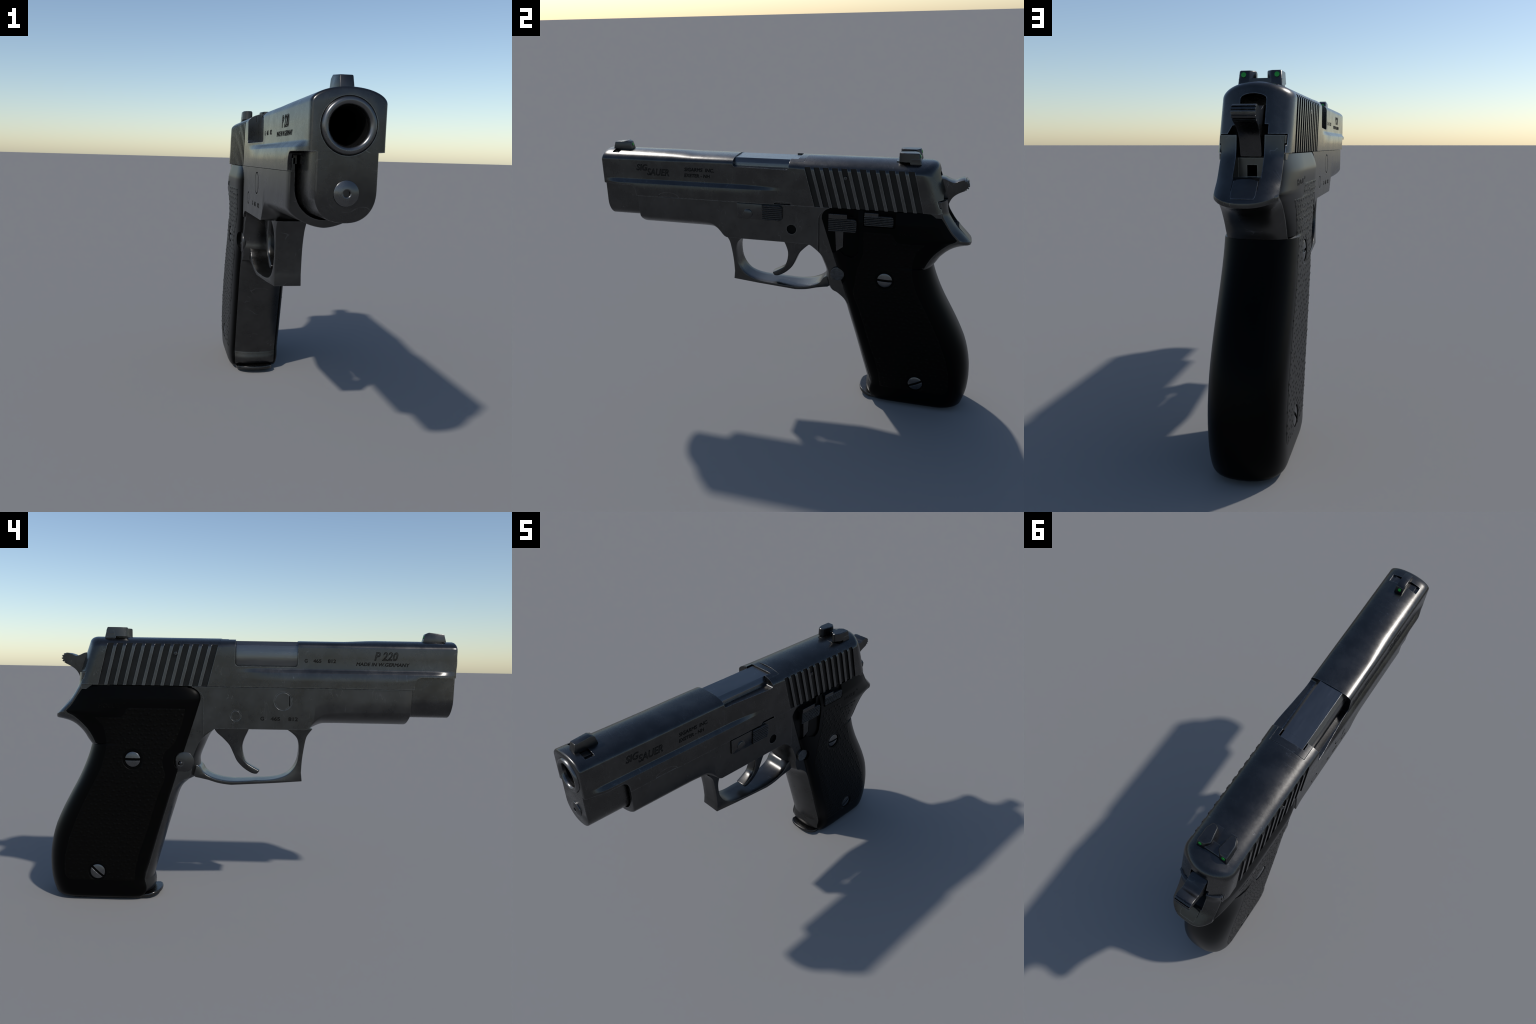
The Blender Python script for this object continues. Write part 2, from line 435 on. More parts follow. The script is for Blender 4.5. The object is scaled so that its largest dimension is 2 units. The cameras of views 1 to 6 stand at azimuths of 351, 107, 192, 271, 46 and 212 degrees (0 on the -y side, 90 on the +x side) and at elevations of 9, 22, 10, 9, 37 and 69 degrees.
# ------------------------------------------------------------------ barrel
prof = [(0.079, -0.415), (0.079, -0.985), (0.0775, -0.991), (0.0740, -0.9970), (0.0685, -1.0), (0.0625, -0.9990), (0.0570, -0.9945), (0.0545, -0.986), (0.0545, -0.42)]
BARREL = finish("barrel", revolve_y(prof, 0, BARREL_Z, 72), ROOT, MUZZLE, 50)
finish("bore", boolean(revolve_y([(0.0548, -0.975), (0.0558, -0.42)], 0, BARREL_Z, 48), revolve_y([(0.0535, -1.1), (0.0535, -0.44)], 0, BARREL_Z, 48)), BARREL, VOID)
hood = [(-0.070, 1.13), (-0.080, 1.20), (-0.080, 1.253), (-0.074, 1.276), (-0.058, 1.2965), (0.058, 1.2965), (0.074, 1.276), (0.080, 1.253), (0.080, 1.20), (0.070, 1.13)]
hood_me = loft([[(x, y, z) for x, z in hood] for y in (-0.30, 0.0555)])
tongue = [(-0.058, 1.2), (-0.058, 1.2963), (0.058, 1.2963), (0.058, 1.2)]
tongue_me = loft([[(x, y, z) for x, z in tongue] for y in (0.02, 0.0915)])
finish("chamber_hood", boolean(hood_me, tongue_me, 'UNION'), BARREL, BRIGHT, 15)
# recoil rod end in the nose block
rod = revolve_y([(0.0365, -0.95), (0.0365, -0.9895), (0.0355, -0.992), (0.022, -0.9975), (0.0125, -0.998), (0.0100, -0.9965), (0.0095, -0.96)], 0, 1.025, 32)
finish("recoil_rod", rod, ROOT, MUZZLE, 25)

# ------------------------------------------------------------------ frame
Z_SIDE = [(-0.785, 0.971), (-0.45, 0.967), (-0.408, 0.964), (-0.372, 0.958), (-0.341, 0.938), (-0.318, 0.911), (-0.298, 0.886), (-0.28, 0.879), (0.14, 0.878), (0.165, 0.873), (0.19, 0.858), (0.207, 0.843)]
Z_BELLY = [(-0.785, 0.9065), (-0.42, 0.9065), (-0.372, 0.905), (-0.341, 0.895), (-0.318, 0.884), (-0.298, 0.878), (-0.28, 0.876), (0.14, 0.876), (0.165, 0.871), (0.19, 0.856), (0.207, 0.841)]
FW = 0.1175
def frame_ring(y, w=FW, front=0.0, inset=0.0, flat=None):
    zs, zb = interp(Z_SIDE, y), interp(Z_BELLY, y)
    if flat: zs = zb = flat
    zs = min(zs, 1.0772); zb = min(zb, 1.0772)
    h = []
    for k in range(15):
        a = math.pi/2 * k / 14; p = 1.62
        h.append((w * math.sin(a)**(2/p), zs - (zs - zb) * (max(0, math.cos(a)) if k < 14 else 0)**(2/p)))
    h += [(w, lerp(zs, 1.0775, .5)), (w, 1.0775), (0, 1.0775)]
    r = []
    for x, z in mirror_half(h):
        yy = y + front * (0.004 * sstep(0.965, 0.91, z) + 0.002*sstep(1.08, 0.96, z))
        r.append((x * (1 - inset/0.12), yy, z + inset * sstep(1.0, 0.92, z)))
    return r
rings = [frame_ring(-0.786, front=1, inset=0.005), frame_ring(-0.784, front=1, inset=0.0015), frame_ring(-0.780, front=1)]
for y in [-0.74, -0.6, -0.5, -0.45, -0.42, -0.408, -0.39, -0.372, -0.36, -0.35, -0.341, -0.33, -0.318, -0.308, -0.298, -0.288, -0.28, -0.2, 0, 0.12, 0.14, 0.152, 0.165, 0.178, 0.19, 0.2, 0.207]:
    rings.append(frame_ring(y))
for y, z in [(0.2075, 1.018), (0.212, 1.033), (0.219, 1.046), (0.229, 1.057), (0.242, 1.066), (0.262, 1.0735)]:
    rings.append(frame_ring(y, flat=z))
frame = loft(rings)
# channel for the slide nose
half_c = [(0, 0.931)]
for k in range(1, 11):
    a = math.pi/2 * k / 10
    half_c.append((0.0985*math.sin(a)**0.95, 1.035 - 0.104*(max(0, math.cos(a)) if k < 10 else 0)**0.95))
half_c += [(0.0985, 1.2), (0, 1.2)]
frame = boolean(frame, loft([[(x, y, z) for x, z in mirror_half(half_c)] for y in (-0.9, -0.52)]))
# engraved outlines of pins on the right flank, pin hole on the left
def ring_groove(cy, cz, r, w, x0, x1):
    return boolean(disc(cy, cz, r + w/2, x0, x1, 48), disc(cy, cz, r - w/2, x0*0.9, x1*1.1, 48))
frame = boolean(frame, ring_groove(0.0515, 0.943, 0.0245, 0.0055, -0.114, -0.13))
frame = boolean(frame, ring_groove(-0.175, 1.0165, 0.0415, 0.0060, -0.113, -0.13))
frame = boolean(frame, box(-0.13, -0.1145, -0.2070, -0.2025, 0.990, 1.043))
frame = boolean(frame, disc(0.068, 0.950, 0.0252, 0.102, 0.13, 40))
FRAME_O = finish("frame", frame, ROOT, FRAME, 28)
FRAME_O.data.materials.append(INK)          # near-black faces in the pin rings, slot and blind hole
for p in FRAME_O.data.polygons:
    c = p.center
    if -0.1173 < c.x < -0.112 and (abs(math.hypot(c.y - 0.0515, c.z - 0.943) - 0.0245) < 0.0042 or abs(math.hypot(c.y + 0.175, c.z - 1.0165) - 0.0415) < 0.0045 or (abs(c.y + 0.2048) < 0.003 and 0.985 < c.z < 1.05)):
        p.material_index = 1
    if 0.10 < c.x < 0.1173 and math.hypot(c.y - 0.068, c.z - 0.950) < 0.026: p.material_index = 1

# slide rails standing above the frame at its front
finish("slide_rail", both(join([box(0.0990, 0.1095, -0.783, -0.57, 1.06, 1.1175), box(0.094, 0.105, -0.783, -0.6, 1.10, 1.126)])), FRAME_O, FRAME)

# grip core: front strap, magazine well, tang
front = spline([(0.135, 0.885), (0.155, 0.874), (0.185, 0.842), (0.212, 0.785), (0.234, 0.727), (0.234, 0.685), (0.250, 0.636), (0.280, 0.618), (0.316, 0.587), (0.340, 0.548), (0.363, 0.475),
                (0.397, 0.365), (0.435, 0.235), (0.4685, 0.120), (0.4705, 0.096), (0.4660, 0.066), (0.473, 0.038), (0.514, 0.020)], 4)
nfront = len(front)
bottom = [(0.86, 0.027), (0.92, 0.20), (0.70, 0.70), (0.70, 0.786)]
tang = spline([(0.772, 0.790), (0.788, 0.812), (0.805, 0.839), (0.826, 0.862), (0.855, 0.884), (0.890, 0.899), (0.938, 0.909)], 4)
REAR = [(1.136, 0.820), (1.11, 0.822), (1.075, 0.829), (1.045, 0.845), (1.005, 0.873), (0.965, 0.910), (0.935, 0.938)]
tang2 = [(0.944, 0.912), (0.946, 0.919), (0.945, 0.927)] + [(y, z) for z, y in [(lerp(0.935, 1.136, k/24), interp(sorted(REAR), lerp(0.935, 1.136, k/24))) for k in range(25)]]
top = [(0.66, 1.136), (0.66, 1.0765), (0.18, 1.0765)]
prof = front + bottom + tang + tang2 + top
nt0 = nfront + len(bottom); nt1 = nt0 + len(tang); nt2 = nt1 + len(tang2)
DROP = [(0.90, 0.060), (0.93, 0.057), (0.965, 0.045), (1.005, 0.034), (1.045, 0.030), (1.075, 0.030), (1.11, 0.027), (1.136, 0.027)]
def core_warp(i, x, y, z):
    a = abs(x) / 0.1055
    if i < nfront:
        y += 0.028 * a**2.6 * sstep(0.88, 0.80, z)
    elif nt0 <= i < nt1:
        t = sstep(0.78, 0.94, y)
        y -= lerp(0.034, 0.060, t) * a**3.2; z += 0.024 * t * a**2.5
    elif nt1 <= i < nt2:
        t = 1 - sstep(0.92, 1.0, z)
        y -= interp(DROP, z) * a**3.2; z += 0.022 * t * a**2.5
    return (x, y, z)
xs = [-0.1055, -0.1045, -0.101, -0.094, -0.082, -0.066, -0.045, -0.022, 0, 0.022, 0.045, 0.066, 0.082, 0.094, 0.101, 0.1045, 0.1055]
core = slab(prof, xs, core_warp)
# hammer channel, strut window, and the seam of the housing plate below it
core = boolean(core, box(-0.0465, 0.0465, 0.69, 1.0, 1.064, 1.3))
core = boolean(core, box(-0.0465, 0.0465, 0.800, 1.0, 1.001, 1.1))
core = boolean(core, box(-0.0165, 0.0165, 0.64, 0.85, 1.003, 1.040))
CORE = finish("grip_frame", core, FRAME_O, FRAME, 30)

# rear rail lugs
lugs = []
for s in (1, -1):
    lugs += [box(s*0.1, s*0.1105, 0.74, 0.791, 1.110, 1.135), box(s*0.1, s*0.1115, 0.745, 0.796, 1.057, 1.077)]
finish("rail_lug", join(lugs), FRAME_O, FRAME)

# housing plate behind the hammer: thin slab following the tang surface
def tang_y(z, x):
    return interp(sorted(REAR), z) - interp(DROP, z) * (abs(x)/0.1055)**3.2
V, F = [], []
zs = [0.9395 + 0.0605*k/8 for k in range(9)]; xs2 = [-0.0405 + 0.081*k/8 for k in range(9)]
for lay in (0.0018, -0.012):
    for z in zs:
        k = clamp((0.952 - z)/0.0125)
        for x in xs2:
            tap = 1 - 0.10*k*k + 0.12*(1-(1.0-z)/0.06)*0
            V.append((x*tap, tang_y(z, x*tap) + lay, z))
n = 9
def idx(l, i, j): return l*81 + i*9 + j
for l in (0, 1):
    for i in range(8):
        for j in range(8): F.append((idx(l, i, j), idx(l, i, j+1), idx(l, i+1, j+1), idx(l, i+1, j)))
edge_loop = [(0, j) for j in range(9)] + [(i, 8) for i in range(1, 9)] + [(8, j) for j in range(7, -1, -1)] + [(i, 0) for i in range(7, 0, -1)]
for a in range(len(edge_loop)):
    b = (a+1) % len(edge_loop)
    F.append((idx(0, *edge_loop[a]), idx(0, *edge_loop[b]), idx(1, *edge_loop[b]), idx(1, *edge_loop[a])))
finish("housing_plate", mesh_from(V, F), FRAME_O, FRAME)
# dark seam round the plate
V2 = [((x*1.055), y - 0.0012, lerp(0.970, z, 1.05)) for (x, y, z) in V]
finish("plate_seam", mesh_from(V2, F), FRAME_O, VOID)

# trigger guard
g_out = [(0.262, 0.640), (0.250, 0.631), (0.229, 0.627)] + spline([(0.185, 0.617), (0.143, 0.604), (0.108, 0.5975), (0.073, 0.594)], 3) + [(-0.134, 0.606), (-0.277, 0.617)]
g_out += spline([(-0.272, 0.661), (-0.275, 0.721), (-0.283, 0.785), (-0.292, 0.833), (-0.304, 0.856), (-0.322, 0.879)], 3)
g_in = spline([(-0.190, 0.879), (-0.222, 0.858), (-0.246, 0.834), (-0.2565, 0.805), (-0.2585, 0.772), (-0.253, 0.722), (-0.235, 0.681), (-0.204, 0.648), (-0.160, 0.629), (-0.110, 0.620), (-0.039, 0.6155), (0.060, 0.6105), (0.125, 0.616), (0.175, 0.631), (0.209, 0.652), (0.229, 0.682), (0.262, 0.70)], 4)
G_W = [(-0.32, 0.054), (-0.25, 0.054), (-0.136, 0.060), (-0.05, 0.066), (0.066, 0.068), (0.18, 0.072), (0.262, 0.076)]
guard = slab(g_out + g_in, (-1, -0.5, 0.5, 1), lambda i, x, y, z: (x * interp(G_W, y) * (1 + 0.08*sstep(0.76, 0.88, z)), y, z))
guard = bevel(guard, 0.0035, 2, 40)
finish("trigger_guard", guard, FRAME_O, FRAME, 40)

# trigger
t_back = spline([(0.175, 0.90), (0.155, 0.856), (0.118, 0.822), (0.086, 0.787), (0.066, 0.746), (0.047, 0.708), (0.014, 0.674), (-0.021, 0.652), (-0.041, 0.646), (-0.054, 0.647)], 4)
t_front = spline([(-0.0645, 0.662), (-0.030, 0.680), (0.002, 0.702), (0.016, 0.728), (0.0235, 0.760), (0.024, 0.792), (0.013, 0.827), (-0.004, 0.864), (-0.012, 0.90)], 4)
trig = slab(t_back + t_front, (-0.030, -0.015, 0, 0.015, 0.030), lambda i, x, y, z: (x, y - (0.004*(1-(x/0.03)**2) if i >= len(t_back) else 0)*0.8, z))
trig = bevel(trig, 0.005, 3, 45)
finish("trigger", trig, ROOT, SMALL, 40)

# hammer with a serrated spur
spur = []
for k in range(6):
    a0 = math.radians(98 - 31*k); a1 = math.radians(98 - 31*k - 15)
    cy, cz, r = 0.8855, 1.2025, 0.0260
    for a, q in ((a0, r), (a1, r), (a1 - 0.04, r - 0.0055), (a0 - math.radians(30), r - 0.0055)):
        spur.append((cy + q*math.cos(a), cz + q*math.sin(a)))
h_prof = [(0.70, 1.20), (0.735, 1.232)] + spline([(0.775, 1.233), (0.800, 1.229), (0.822, 1.219), (0.842, 1.214), (0.860, 1.222)], 4) + spur
h_prof += spline([(0.893, 1.1765), (0.866, 1.163), (0.842, 1.144), (0.827, 1.118), (0.818, 1.085), (0.815, 1.068)], 4) + [(0.76, 1.068), (0.71, 1.10)]
ham = slab(h_prof, (-0.0390, -0.036, 0.036, 0.0390), lambda i, x, y, z: (x * (0.90 + 0.10*sstep(1.13, 1.2, z)), y, lerp(z, 1.19, 0.03) if abs(x) > 0.038 and z > 1.05 else z))
HAM = finish("hammer", ham, ROOT, SMALL, 26)

# ------------------------------------------------------------------ grip
Y_BACK = [(0.004, 0.932), (0.010, 0.956), (0.025, 0.976), (0.045, 0.982), (0.073, 0.990), (0.129, 0.9985), (0.18, 1.0), (0.235, 0.997), (0.30, 0.986), (0.362, 0.969), (0.447, 0.932), (0.527, 0.890), (0.626, 0.836), (0.695, 0.805), (0.745, 0.786), (0.789, 0.773)]
Y_BACK2 = [(0.795, 0.742), (0.814, 0.750), (0.857, 0.776), (0.90, 0.817), (0.933, 0.860), (0.946, 0.887), (0.957, 0.879), (0.973, 0.863), (1.01, 0.836), (1.058, 0.808), (1.0765, 0.796)]
Y_FRONT = [(0.004, 0.56), (0.014, 0.525), (0.028, 0.505), (0.045, 0.495), (0.065, 0.492), (0.085, 0.496), (0.11, 0.502), (0.2, 0.4765), (0.393, 0.418), (0.645, 0.341), (0.763, 0.303), (1.0, 0.2275), (1.02, 0.222), (1.035, 0.223), (1.048, 0.229), (1.060, 0.240), (1.070, 0.256), (1.0765, 0.27)]
HALF_W = [(0.004, 0.100), (0.012, 0.118), (0.025, 0.128), (0.05, 0.133), (0.10, 0.1355), (0.2, 0.137), (0.4, 0.137), (0.6, 0.1365), (0.72, 0.1345), (0.857, 0.1335), (0.95, 0.137), (1.0, 0.1392), (1.018, 0.139), (1.03, 0.1365), (1.0765, 0.1235)]
def grip_half(z):
    yf = interp(Y_FRONT, z); w = interp(HALF_W, z)
    lower = z < 0.792
    yb = interp(Y_BACK, z) if lower else interp(Y_BACK2, z)
    if lower: xe, L, p = 0.0, 0.135, 2.45
    else: xe, L, p = 0.097, lerp(0.15, 0.24, sstep(0.8, 0.93, z)), 1.75
    L = min(L, (yb - yf)*0.6)
    xf = min(0.1068, w - 0.002)
    fl = sstep(0.02, 0.06, z)
    h = [(0, yf + 0.02), (xf, yf), (lerp(xf, w, .22), yf + 0.003), (lerp(xf, w, .46), yf + 0.012), (lerp(xf, w, .70), yf + 0.030), (lerp(xf, w, .89), yf + 0.060), (w, yf + 0.100)]
    y0, y1 = yf + 0.100, yb - L
    for k in range(1, 7): h.append((w, lerp(y0, y1, k/7)))
    for k in range(19):
        a = math.pi/2 * k / 18
        h.append((xe + (w - xe) * (max(0.0, math.cos(a)) if k < 18 else 0.0)**(2/p), y1 + L*math.sin(a)**(2/p)))
    if not lower: h.append((0.0, yb - 0.18))
    else: h.append((0.0, yb))
    return h
def mirror_sec(h):
    full = list(h)
    for x, y in reversed(h):
        if x > 1e-6: full.append((-x, y))
    return full
zlist = [0.004, 0.006, 0.009, 0.014, 0.020, 0.027, 0.035, 0.045, 0.058, 0.073, 0.09, 0.11] + [0.11 + 0.034*k for k in range(1, 20)] + [0.770, 0.782, 0.789, 0.795, 0.805, 0.82, 0.835, 0.85, 0.865, 0.88, 0.895, 0.91, 0.92, 0.93, 0.94, 0.95, 0.96, 0.97, 0.98, 0.99, 0.998, 1.006, 1.014, 1.022, 1.03, 1.038, 1.046, 1.054, 1.062, 1.07, 1.0765]
def grip_ring(z):
    h = grip_half(z)
    # same point count above and below the web
    full = []
    hh = h
    for x, y in hh: full.append((x, y, z))
    for x, y in reversed(hh[1:-1]): full.append((-x, y, z))
    return full
V, F = [], []
rings = [grip_ring(z) for z in zlist]
n = len(rings[0]); V = [p for r in rings for p in r]
for i in range(len(rings)-1):
    for j in range(n):
        k = (j+1) % n; F.append((i*n+j, i*n+k, (i+1)*n+k, (i+1)*n+j))
F += [tuple(range(n))[::-1], tuple((len(rings)-1)*n + j for j in range(n))]
me = bpy.data.meshes.new("grip"); me.from_pydata(V, [], F)
bm = bmesh.new(); bm.from_mesh(me)
bmesh.ops.dissolve_degenerate(bm, dist=1e-6, edges=bm.edges)
bmesh.ops.recalc_face_normals(bm, faces=bm.faces); bm.to_mesh(me); bm.free()
grip_tree_src = me.copy()
GW = 0.105
# seat of the magazine catch, both sides; wells of the grip screws
grip = boolean(me, both(disc(0.305, 0.714, 0.0475, 0.1068, 0.2, 40)))
grip = boolean(grip, both(join([disc(0.549, 0.722, 0.0425, 0.1285, 0.2, 36), disc(0.733, 0.152, 0.0405, 0.1295, 0.2, 36)])))
# left side: wells for the slide stop and the decocking lever
grip = boolean(grip, prism([(0.1, 0.842), (0.286, 0.842), (0.303, 0.853), (0.337, 0.878), (0.339, 1.04), (0.384, 1.04), (0.384, 1.2), (0.1, 1.2)], 0.1075, 0.2))
grip = boolean(grip, prism([(0.30, 1.2), (0.30, 0.875), (0.345, 0.838), (0.380, 0.829), (0.400, 0.838), (0.413, 0.862), (0.416, 0.98), (0.409, 1.035), (0.395, 1.2)], 0.1235, 0.2))
grip = boolean(grip, prism(rounded(0.432, 0.588, 0.999, 1.3, 0.010, (1, 1, 0, 0)), 0.118, 0.2))
GRIP = finish("grip", grip, ROOT, RUBBER, 38)

# pebbled panels let into the flanks: rows between the panel's back and front borders
bmt = bmesh.new(); bmt.from_mesh(grip_tree_src)
TREE = BVHTree.FromBMesh(bmt)
def side_x(y, z, s):
    hit = TREE.ray_cast(Vector((s*0.4, y, z)), Vector((-s, 0, 0)))
    return abs(hit[0].x) if hit[0] is not None else 0.13
P_BACK = [(0.104, 0.850), (0.112, 0.880), (0.124, 0.896), (0.14, 0.903), (0.203, 0.901), (0.30, 0.881), (0.40, 0.845), (0.55, 0.774), (0.71, 0.697), (0.80, 0.680), (0.87, 0.692), (0.926, 0.736)]
P_BACK_TOP = [(0.9265, 0.607), (0.934, 0.596), (0.945, 0.588), (0.965, 0.578), (0.975, 0.560)]
P_FRONT = [(0.104, 0.546), (0.12, 0.545), (0.207, 0.531), (0.36, 0.481), (0.555, 0.419), (0.62, 0.393), (0.65, 0.388), (0.68, 0.396), (0.714, 0.401), (0.75, 0.393), (0.79, 0.354), (0.82, 0.334), (0.97, 0.292), (0.975, 0.292)]
P_FRONT_L = [(0.104, 0.546), (0.12, 0.545), (0.207, 0.531), (0.36, 0.481), (0.555, 0.419), (0.62, 0.393), (0.65, 0.388), (0.68, 0.396), (0.714, 0.401), (0.75, 0.405), (0.82, 0.424), (0.86, 0.436), (0.97, 0.436), (0.975, 0.436)]
def pebble(y, z):
    """height of the nearest raised pebble on a jittered diagonal lattice"""
    a = 0.0335; b = 0.0235
    best = 0.0
    r0 = math.floor(z / b)
    for r in (r0 - 1, r0, r0 + 1, r0 + 2):
        off = (r % 2) * a * 0.5 + 0.18 * r * 0.01
        c0 = math.floor((y - off) / a)
        for c in (c0, c0 + 1):
            j1 = noise.noise((c*3.1, r*5.7, 1.3)) * 0.0150; j2 = noise.noise((c*4.3, r*2.9, 8.1)) * 0.0110
            d = math.hypot((y - (off + c*a + j1)) * 0.9, z - (r*b + j2))
            best = max(best, 1 - sstep(0.0010, 0.0066, d))
    return best
def panel(s, fr):
    V, F = [], []
    rows = 250; cols = 128
    rz = [lerp(0.104, 0.975, k/rows) for k in range(rows + 1)]
    for z in rz:
        yb = interp(P_BACK, z) if z <= 0.926 else interp(P_BACK_TOP, z)
        yf = interp(fr, z)
        for c in range(cols + 1):
            y = lerp(yf, yb, c/cols)
            e = min(c, cols - c) / 3.0; e2 = min((z - 0.104), (0.975 - z)) / 0.008
            m = clamp(min(e, e2)); m = m*m*(3-2*m)
            wr = noise.noise((y*55, z*110, s*3.0)) * 0.0005 + noise.noise((y*110, z*210, s*5.0)) * 0.00045
            h = -0.0008 + m * (0.0016 + 0.7*wr + 0.0020 * pebble(y, z))
            for cy, cz, rad in ((0.549, 0.722, 0.0465), (0.733, 0.152, 0.0435)):
                d = math.hypot(y - cy, z - cz)
                h = lerp(-0.014, h, sstep(rad - 0.002, rad + 0.003, d))
            V.append((s * (side_x(y, z, s) + h), y, z))
    n = cols + 1
    for i in range(rows):
        for j in range(cols): F.append((i*n+j, i*n+j+1, (i+1)*n+j+1, (i+1)*n+j))
    me = mesh_from(V, F)
    # outward normals
    if me.polygons[len(me.polygons)//2].normal.x * s < 0: me.flip_normals()
    o = finish("pebbled_panel", me, GRIP, STIPPLE, 180)
    o["kind"] = "stuff"
    return o
panel(-1, P_FRONT); panel(1, P_FRONT_L)
bmt.free(); 

# grip screws
def grip_screw(s, cy, cz, ang, x1):
    sc = disc(cy, cz, 0.0375, s*0.11, s*x1, 40, dome=0.0035, edge=0.003)
    sl = box(s*(x1 - 0.0055), s*0.2, -0.0065, 0.0065, -0.06, 0.06)
    sl.transform(Matrix.Translation((0, cy, cz)) @ Matrix.Rotation(ang, 4, 'X'))
    return finish("grip_screw", boolean(sc, sl), GRIP, SCREW, 30)
grip_screw(-1, 0.549, 0.722, math.radians(90), 0.1325)
grip_screw(-1, 0.733, 0.152, math.radians(-48), 0.134)
grip_screw(1, 0.549, 0.722, math.radians(88), 0.1325)
grip_screw(1, 0.733, 0.152, math.radians(-62), 0.134)

# ------------------------------------------------------------------ magazine
foot = []
def foot_ring(z, i):
    r = []
    half = [(0.0, 0.430 + i), (0.03, 0.432 + i), (0.055, 0.438 + i), (0.075, 0.450 + i), (0.088, 0.467 + i), (0.093 - i*0.5, 0.49), (0.095 - i*0.5, 0.55), (0.100 - i, 0.70), (0.100 - i, 0.86), (0.09 - i, 0.878 - i), (0, 0.88 - i)]
    def lift(y): return 0.019 * (1 - sstep(0.425, 0.53, y))
    for x, y in half: r.append((x, y, z + lift(y)))
    for x, y in reversed(half[1:-1]): r.append((-x, y, z + lift(y)))
    return r
rings = [foot_ring(z, i) for z, i in ((0.0, 0.004), (0.0015, 0.001), (0.004, 0), (0.012, 0), (0.015, 0.001), (0.017, 0.004))]
MAG = finish("magazine_floorplate", loft(rings), ROOT, SMALL, 30)

# ------------------------------------------------------------------ controls
def ribbed_pad(y0, y1, z0, z1, x0, x1, r, corners, ribs, rib=0.0042):
    """rounded plate along x with horizontal grip ribs on its face"""
    parts = [prism(rounded(y0, y1, z0, z1, r, corners), x0, x1)]
    step = (z1 - z0) / ribs
    for k in range(ribs):
        zc = z0 + step*(k + 0.5); hh = step*0.30
        def cut(flagA, flagB, zc=zc):
            d0 = 0
            if flagA and zc - z0 < r: d0 = r - math.sqrt(max(0, r*r - (r - (zc - z0))**2))
            if flagB and z1 - zc < r: d0 = r - math.sqrt(max(0, r*r - (r - (z1 - zc))**2))
            return d0
        ya = y0 + cut(corners[0], corners[3]); yb = y1 - cut(corners[1], corners[2])
        prof = [(x1 - 0.001, zc - hh), (x1 + rib, zc - hh*0.45), (x1 + rib, zc + hh*0.45), (x1 - 0.001, zc + hh)]
        parts.append(loft([[(x, ya, z) for x, z in prof], [(x, yb, z) for x, z in prof]]))
    return join(parts)
def dark_gaps(o, x):
    """darker floor between the ribs, for contrast"""
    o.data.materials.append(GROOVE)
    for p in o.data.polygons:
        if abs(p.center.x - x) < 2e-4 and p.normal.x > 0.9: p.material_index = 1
# take-down lever on the left flank
td = [bevel(prism(rounded(-0.219, -0.0835, 0.991, 1.0735, 0.010, (1, 0, 0, 0)), 0.115, 0.1245), 0.0015, 2)]
td.append(ribbed_pad(-0.0825, 0.0215, 0.992, 1.073, 0.115, 0.1275, 0.018, (0, 1, 1, 0), 8, 0.0035))
td.append(disc(-0.160, 1.0215, 0.0245, 0.12, 0.131, 36, dome=0.004, edge=0.003))
dark_gaps(finish("takedown_lever", join(td), ROOT, SMALL, 35), 0.1275)
# slide stop with its stem
ss = [ribbed_pad(0.263, 0.401, 0.964, 1.031, 0.12, 0.1385, 0.014, (0, 1, 1, 0), 7, 0.004)]
ss.append(bevel(box(0.106, 0.1425, 0.263, 0.354, 1.030, 1.0545), 0.0012, 1))
ss.append(bevel(prism([(0.291, 1.0), (0.3005, 0.853), (0.335, 0.878), (0.336, 1.0)], 0.10, 0.1225), 0.001, 1))
dark_gaps(finish("slide_stop", join(ss), ROOT, SMALL, 30), 0.1385)
# decocking lever
dl = [ribbed_pad(0.438, 0.577, 1.006, 1.057, 0.11, 0.1405, 0.012, (1, 1, 1, 0), 6, 0.004)]
dl.append(bevel(box(0.106, 0.142, 0.438, 0.505, 1.052, 1.071), 0.0012, 1))
dark_gaps(finish("decocking_lever", join(dl), ROOT, SMALL, 30), 0.1405)
# magazine catch: ribbed round button left, D-shaped plate with a pin right
mc = disc(0.307, 0.7265, 0.0365, 0.09, 0.1165, 40, edge=0.002)
bars = []
for k in range(11):
    dz = -0.031 + 0.0062*k; hw = math.sqrt(0.0345**2 - dz*dz)
    b = loft([[(x, y, 0.7265 + dz + z) for x, z in ((0.1155, -0.0021), (0.1185, -0.0008), (0.1185, 0.0008), (0.1155, 0.0021))] for y in (0.307 - hw, 0.307 + hw)])
    bars.append(b)
finish("magazine_catch", join([mc] + bars), ROOT, SMALL, 30)
dpl = rounded(0.2555, 0.345, 0.664, 0.760, 0.040, (1, 0, 0, 1), 10)
dpl = bevel(prism(dpl, -0.09, -0.1090), 0.003, 2, 40)
dpl = boolean(dpl, disc(0.3185, 0.703, 0.0135, -0.1065, -0.14, 28))
dpl = join([dpl, disc(0.3185, 0.703, 0.0085, -0.10, -0.1092, 24, dome=0.002, edge=0.002)])
finish("magazine_catch", dpl, ROOT, SMALL, 30)

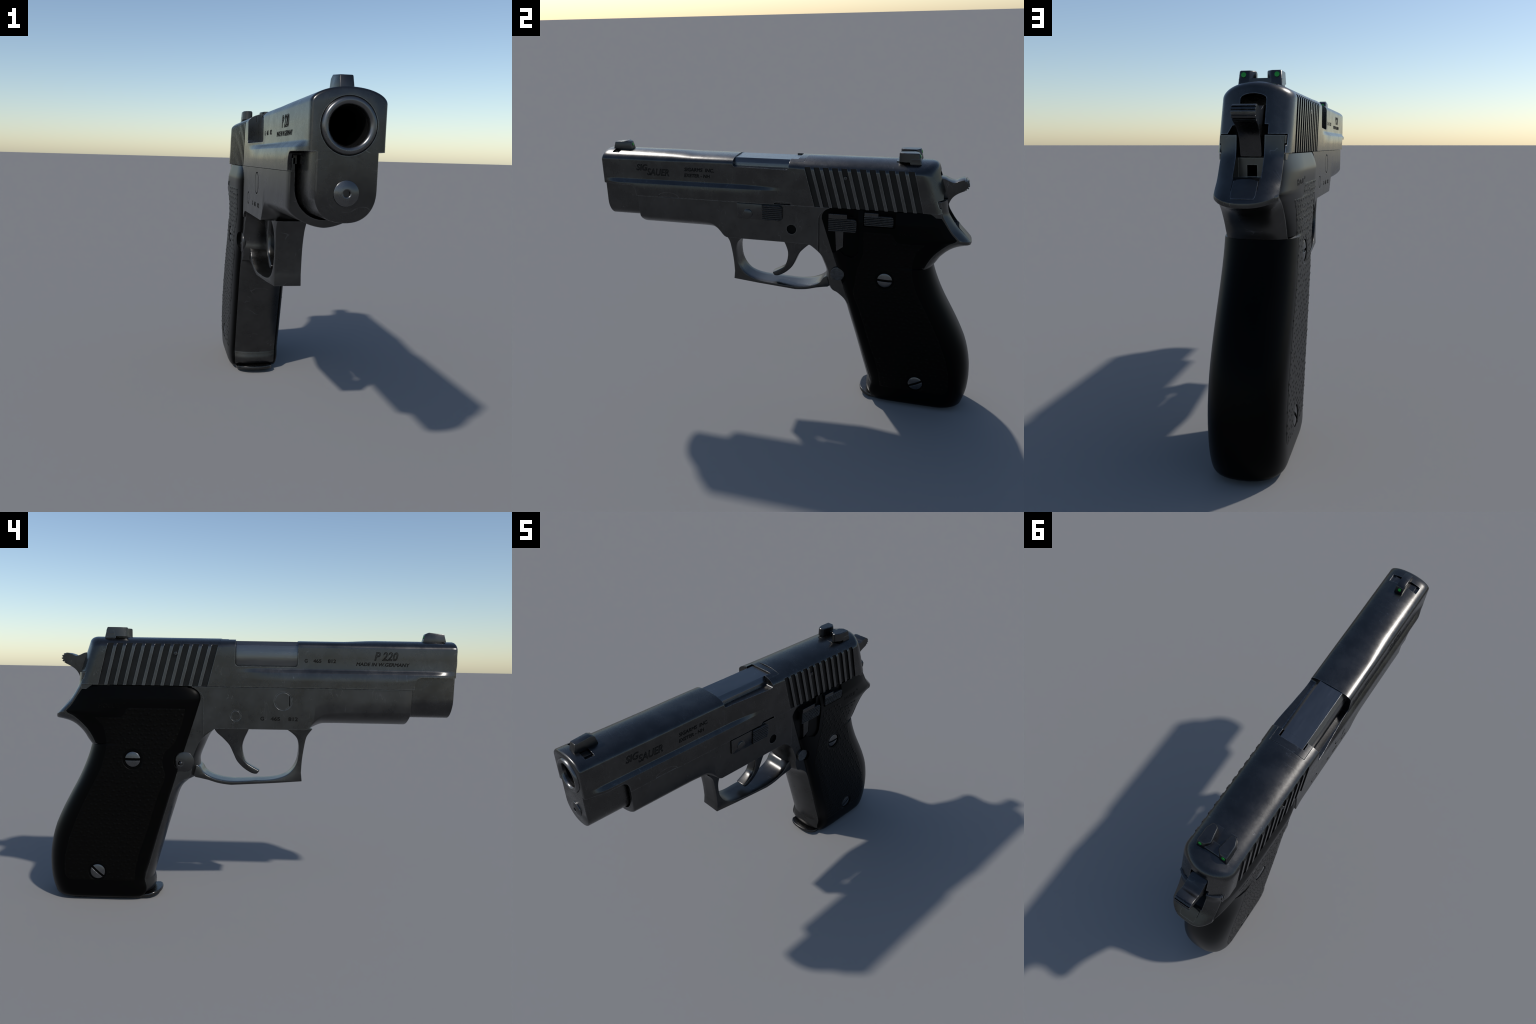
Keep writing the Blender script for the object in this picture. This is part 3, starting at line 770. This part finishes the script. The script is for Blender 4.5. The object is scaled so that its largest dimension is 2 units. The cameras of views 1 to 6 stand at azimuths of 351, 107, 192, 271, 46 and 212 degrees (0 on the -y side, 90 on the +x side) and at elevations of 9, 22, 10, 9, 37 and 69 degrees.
# ------------------------------------------------------------------ lettering
def letters(text, side, y_a, y_b, z_a, z_b, x, parent, mat=INK, outline=False, slant=0.0, bold=0.0, depth=0.0004, follow=None, tilt=0.0, name="lettering"):
    """text fitted into a rectangle on a flank; y_a is where reading starts"""
    cu = bpy.data.curves.new("t", 'FONT'); cu.body = text; cu.size = 1.0; cu.shear = slant
    cu.resolution_u = 4
    if outline:
        cu.fill_mode = 'NONE'; cu.bevel_depth = 0.031; cu.bevel_resolution = 1
    else:
        cu.bevel_depth = 0.034; cu.bevel_resolution = 0; cu.extrude = 0.01
    o = bpy.data.objects.new("t", cu); SC.collection.objects.link(o)
    dg = bpy.context.evaluated_depsgraph_get()
    me = bpy.data.meshes.new_from_object(o.evaluated_get(dg))
    bpy.data.objects.remove(o); bpy.data.curves.remove(cu)
    X = [v.co.x for v in me.vertices]; Y = [v.co.y for v in me.vertices]; Z = [v.co.z for v in me.vertices]
    x0, x1, y0, y1, zm = min(X), max(X), min(Y), max(Y), max(abs(min(Z)), max(Z))
    for v in me.vertices:
        u = (v.co.x - x0)/(x1 - x0); w = (v.co.y - y0)/(y1 - y0)
        y = lerp(y_a, y_b, u); z = lerp(z_a, z_b, w) + tilt*(u - 0.5)
        base = follow(y, z) if follow else x
        v.co = Vector((side * (base + depth * v.co.z/zm), y, z))
    bm = bmesh.new(); bm.from_mesh(me); bmesh.ops.recalc_face_normals(bm, faces=bm.faces); bm.to_mesh(me); bm.free()
    return finish(name, me, parent, mat, 40)
XS = 0.1066
letters("P 220", -1, -0.600, -0.711, 1.2125, 1.2535, XS, SLIDE, outline=True, slant=0.22, depth=0.0005)
letters("MADE IN W.GERMANY", -1, -0.515, -0.768, 1.1865, 1.2035, XS, SLIDE, slant=0.2, tilt=-0.002)
for t, a, b in (("G", -0.271, -0.286), ("465", -0.312, -0.351), ("812", -0.381, -0.420)):
    letters(t, -1, a, b, 1.1985, 1.216, XS, SLIDE, bold=0.025)
for t, a, b in (("G", -0.067, -0.085), ("465", -0.116, -0.162), ("812", -0.201, -0.247)):
    letters(t, -1, a, b, 0.921, 0.940, FW + 0.0001, FRAME_O, bold=0.025)
letters("SIG", 1, -0.783, -0.716, 1.2135, 1.249, XS, SLIDE, outline=True, slant=0.25, depth=0.0005)
letters("SAUER", 1, -0.723, -0.595, 1.190, 1.2285, XS, SLIDE, outline=True, slant=0.25, depth=0.0005)
letters("SIGARMS  INC.", 1, -0.506, -0.342, 1.222, 1.2415, XS, SLIDE, slant=0.15)
letters("EXETER - NH", 1, -0.509, -0.365, 1.191, 1.2095, XS, SLIDE, slant=0.15)
bmt = bmesh.new(); bmt.from_mesh(grip_tree_src); TREE = BVHTree.FromBMesh(bmt)
for s in (1, -1):
    letters("HOGUE", s, 0.709 if s < 0 else 0.610, 0.608 if s < 0 else 0.711, 0.968, 0.991, 0, GRIP, STIPPLE, outline=True, depth=0.0006, follow=lambda y, z, s=s: side_x(y, z, s), name="raised_lettering")
    letters("\u00ae", s, 0.594 if s < 0 else 0.724, 0.580 if s < 0 else 0.738, 0.984, 0.998, 0, GRIP, STIPPLE, outline=True, depth=0.0006, follow=lambda y, z, s=s: side_x(y, z, s), name="raised_lettering")
bmt.free(); bpy.data.meshes.remove(grip_tree_src)
for m in list(bpy.data.meshes):
    if m.users == 0: bpy.data.meshes.remove(m)
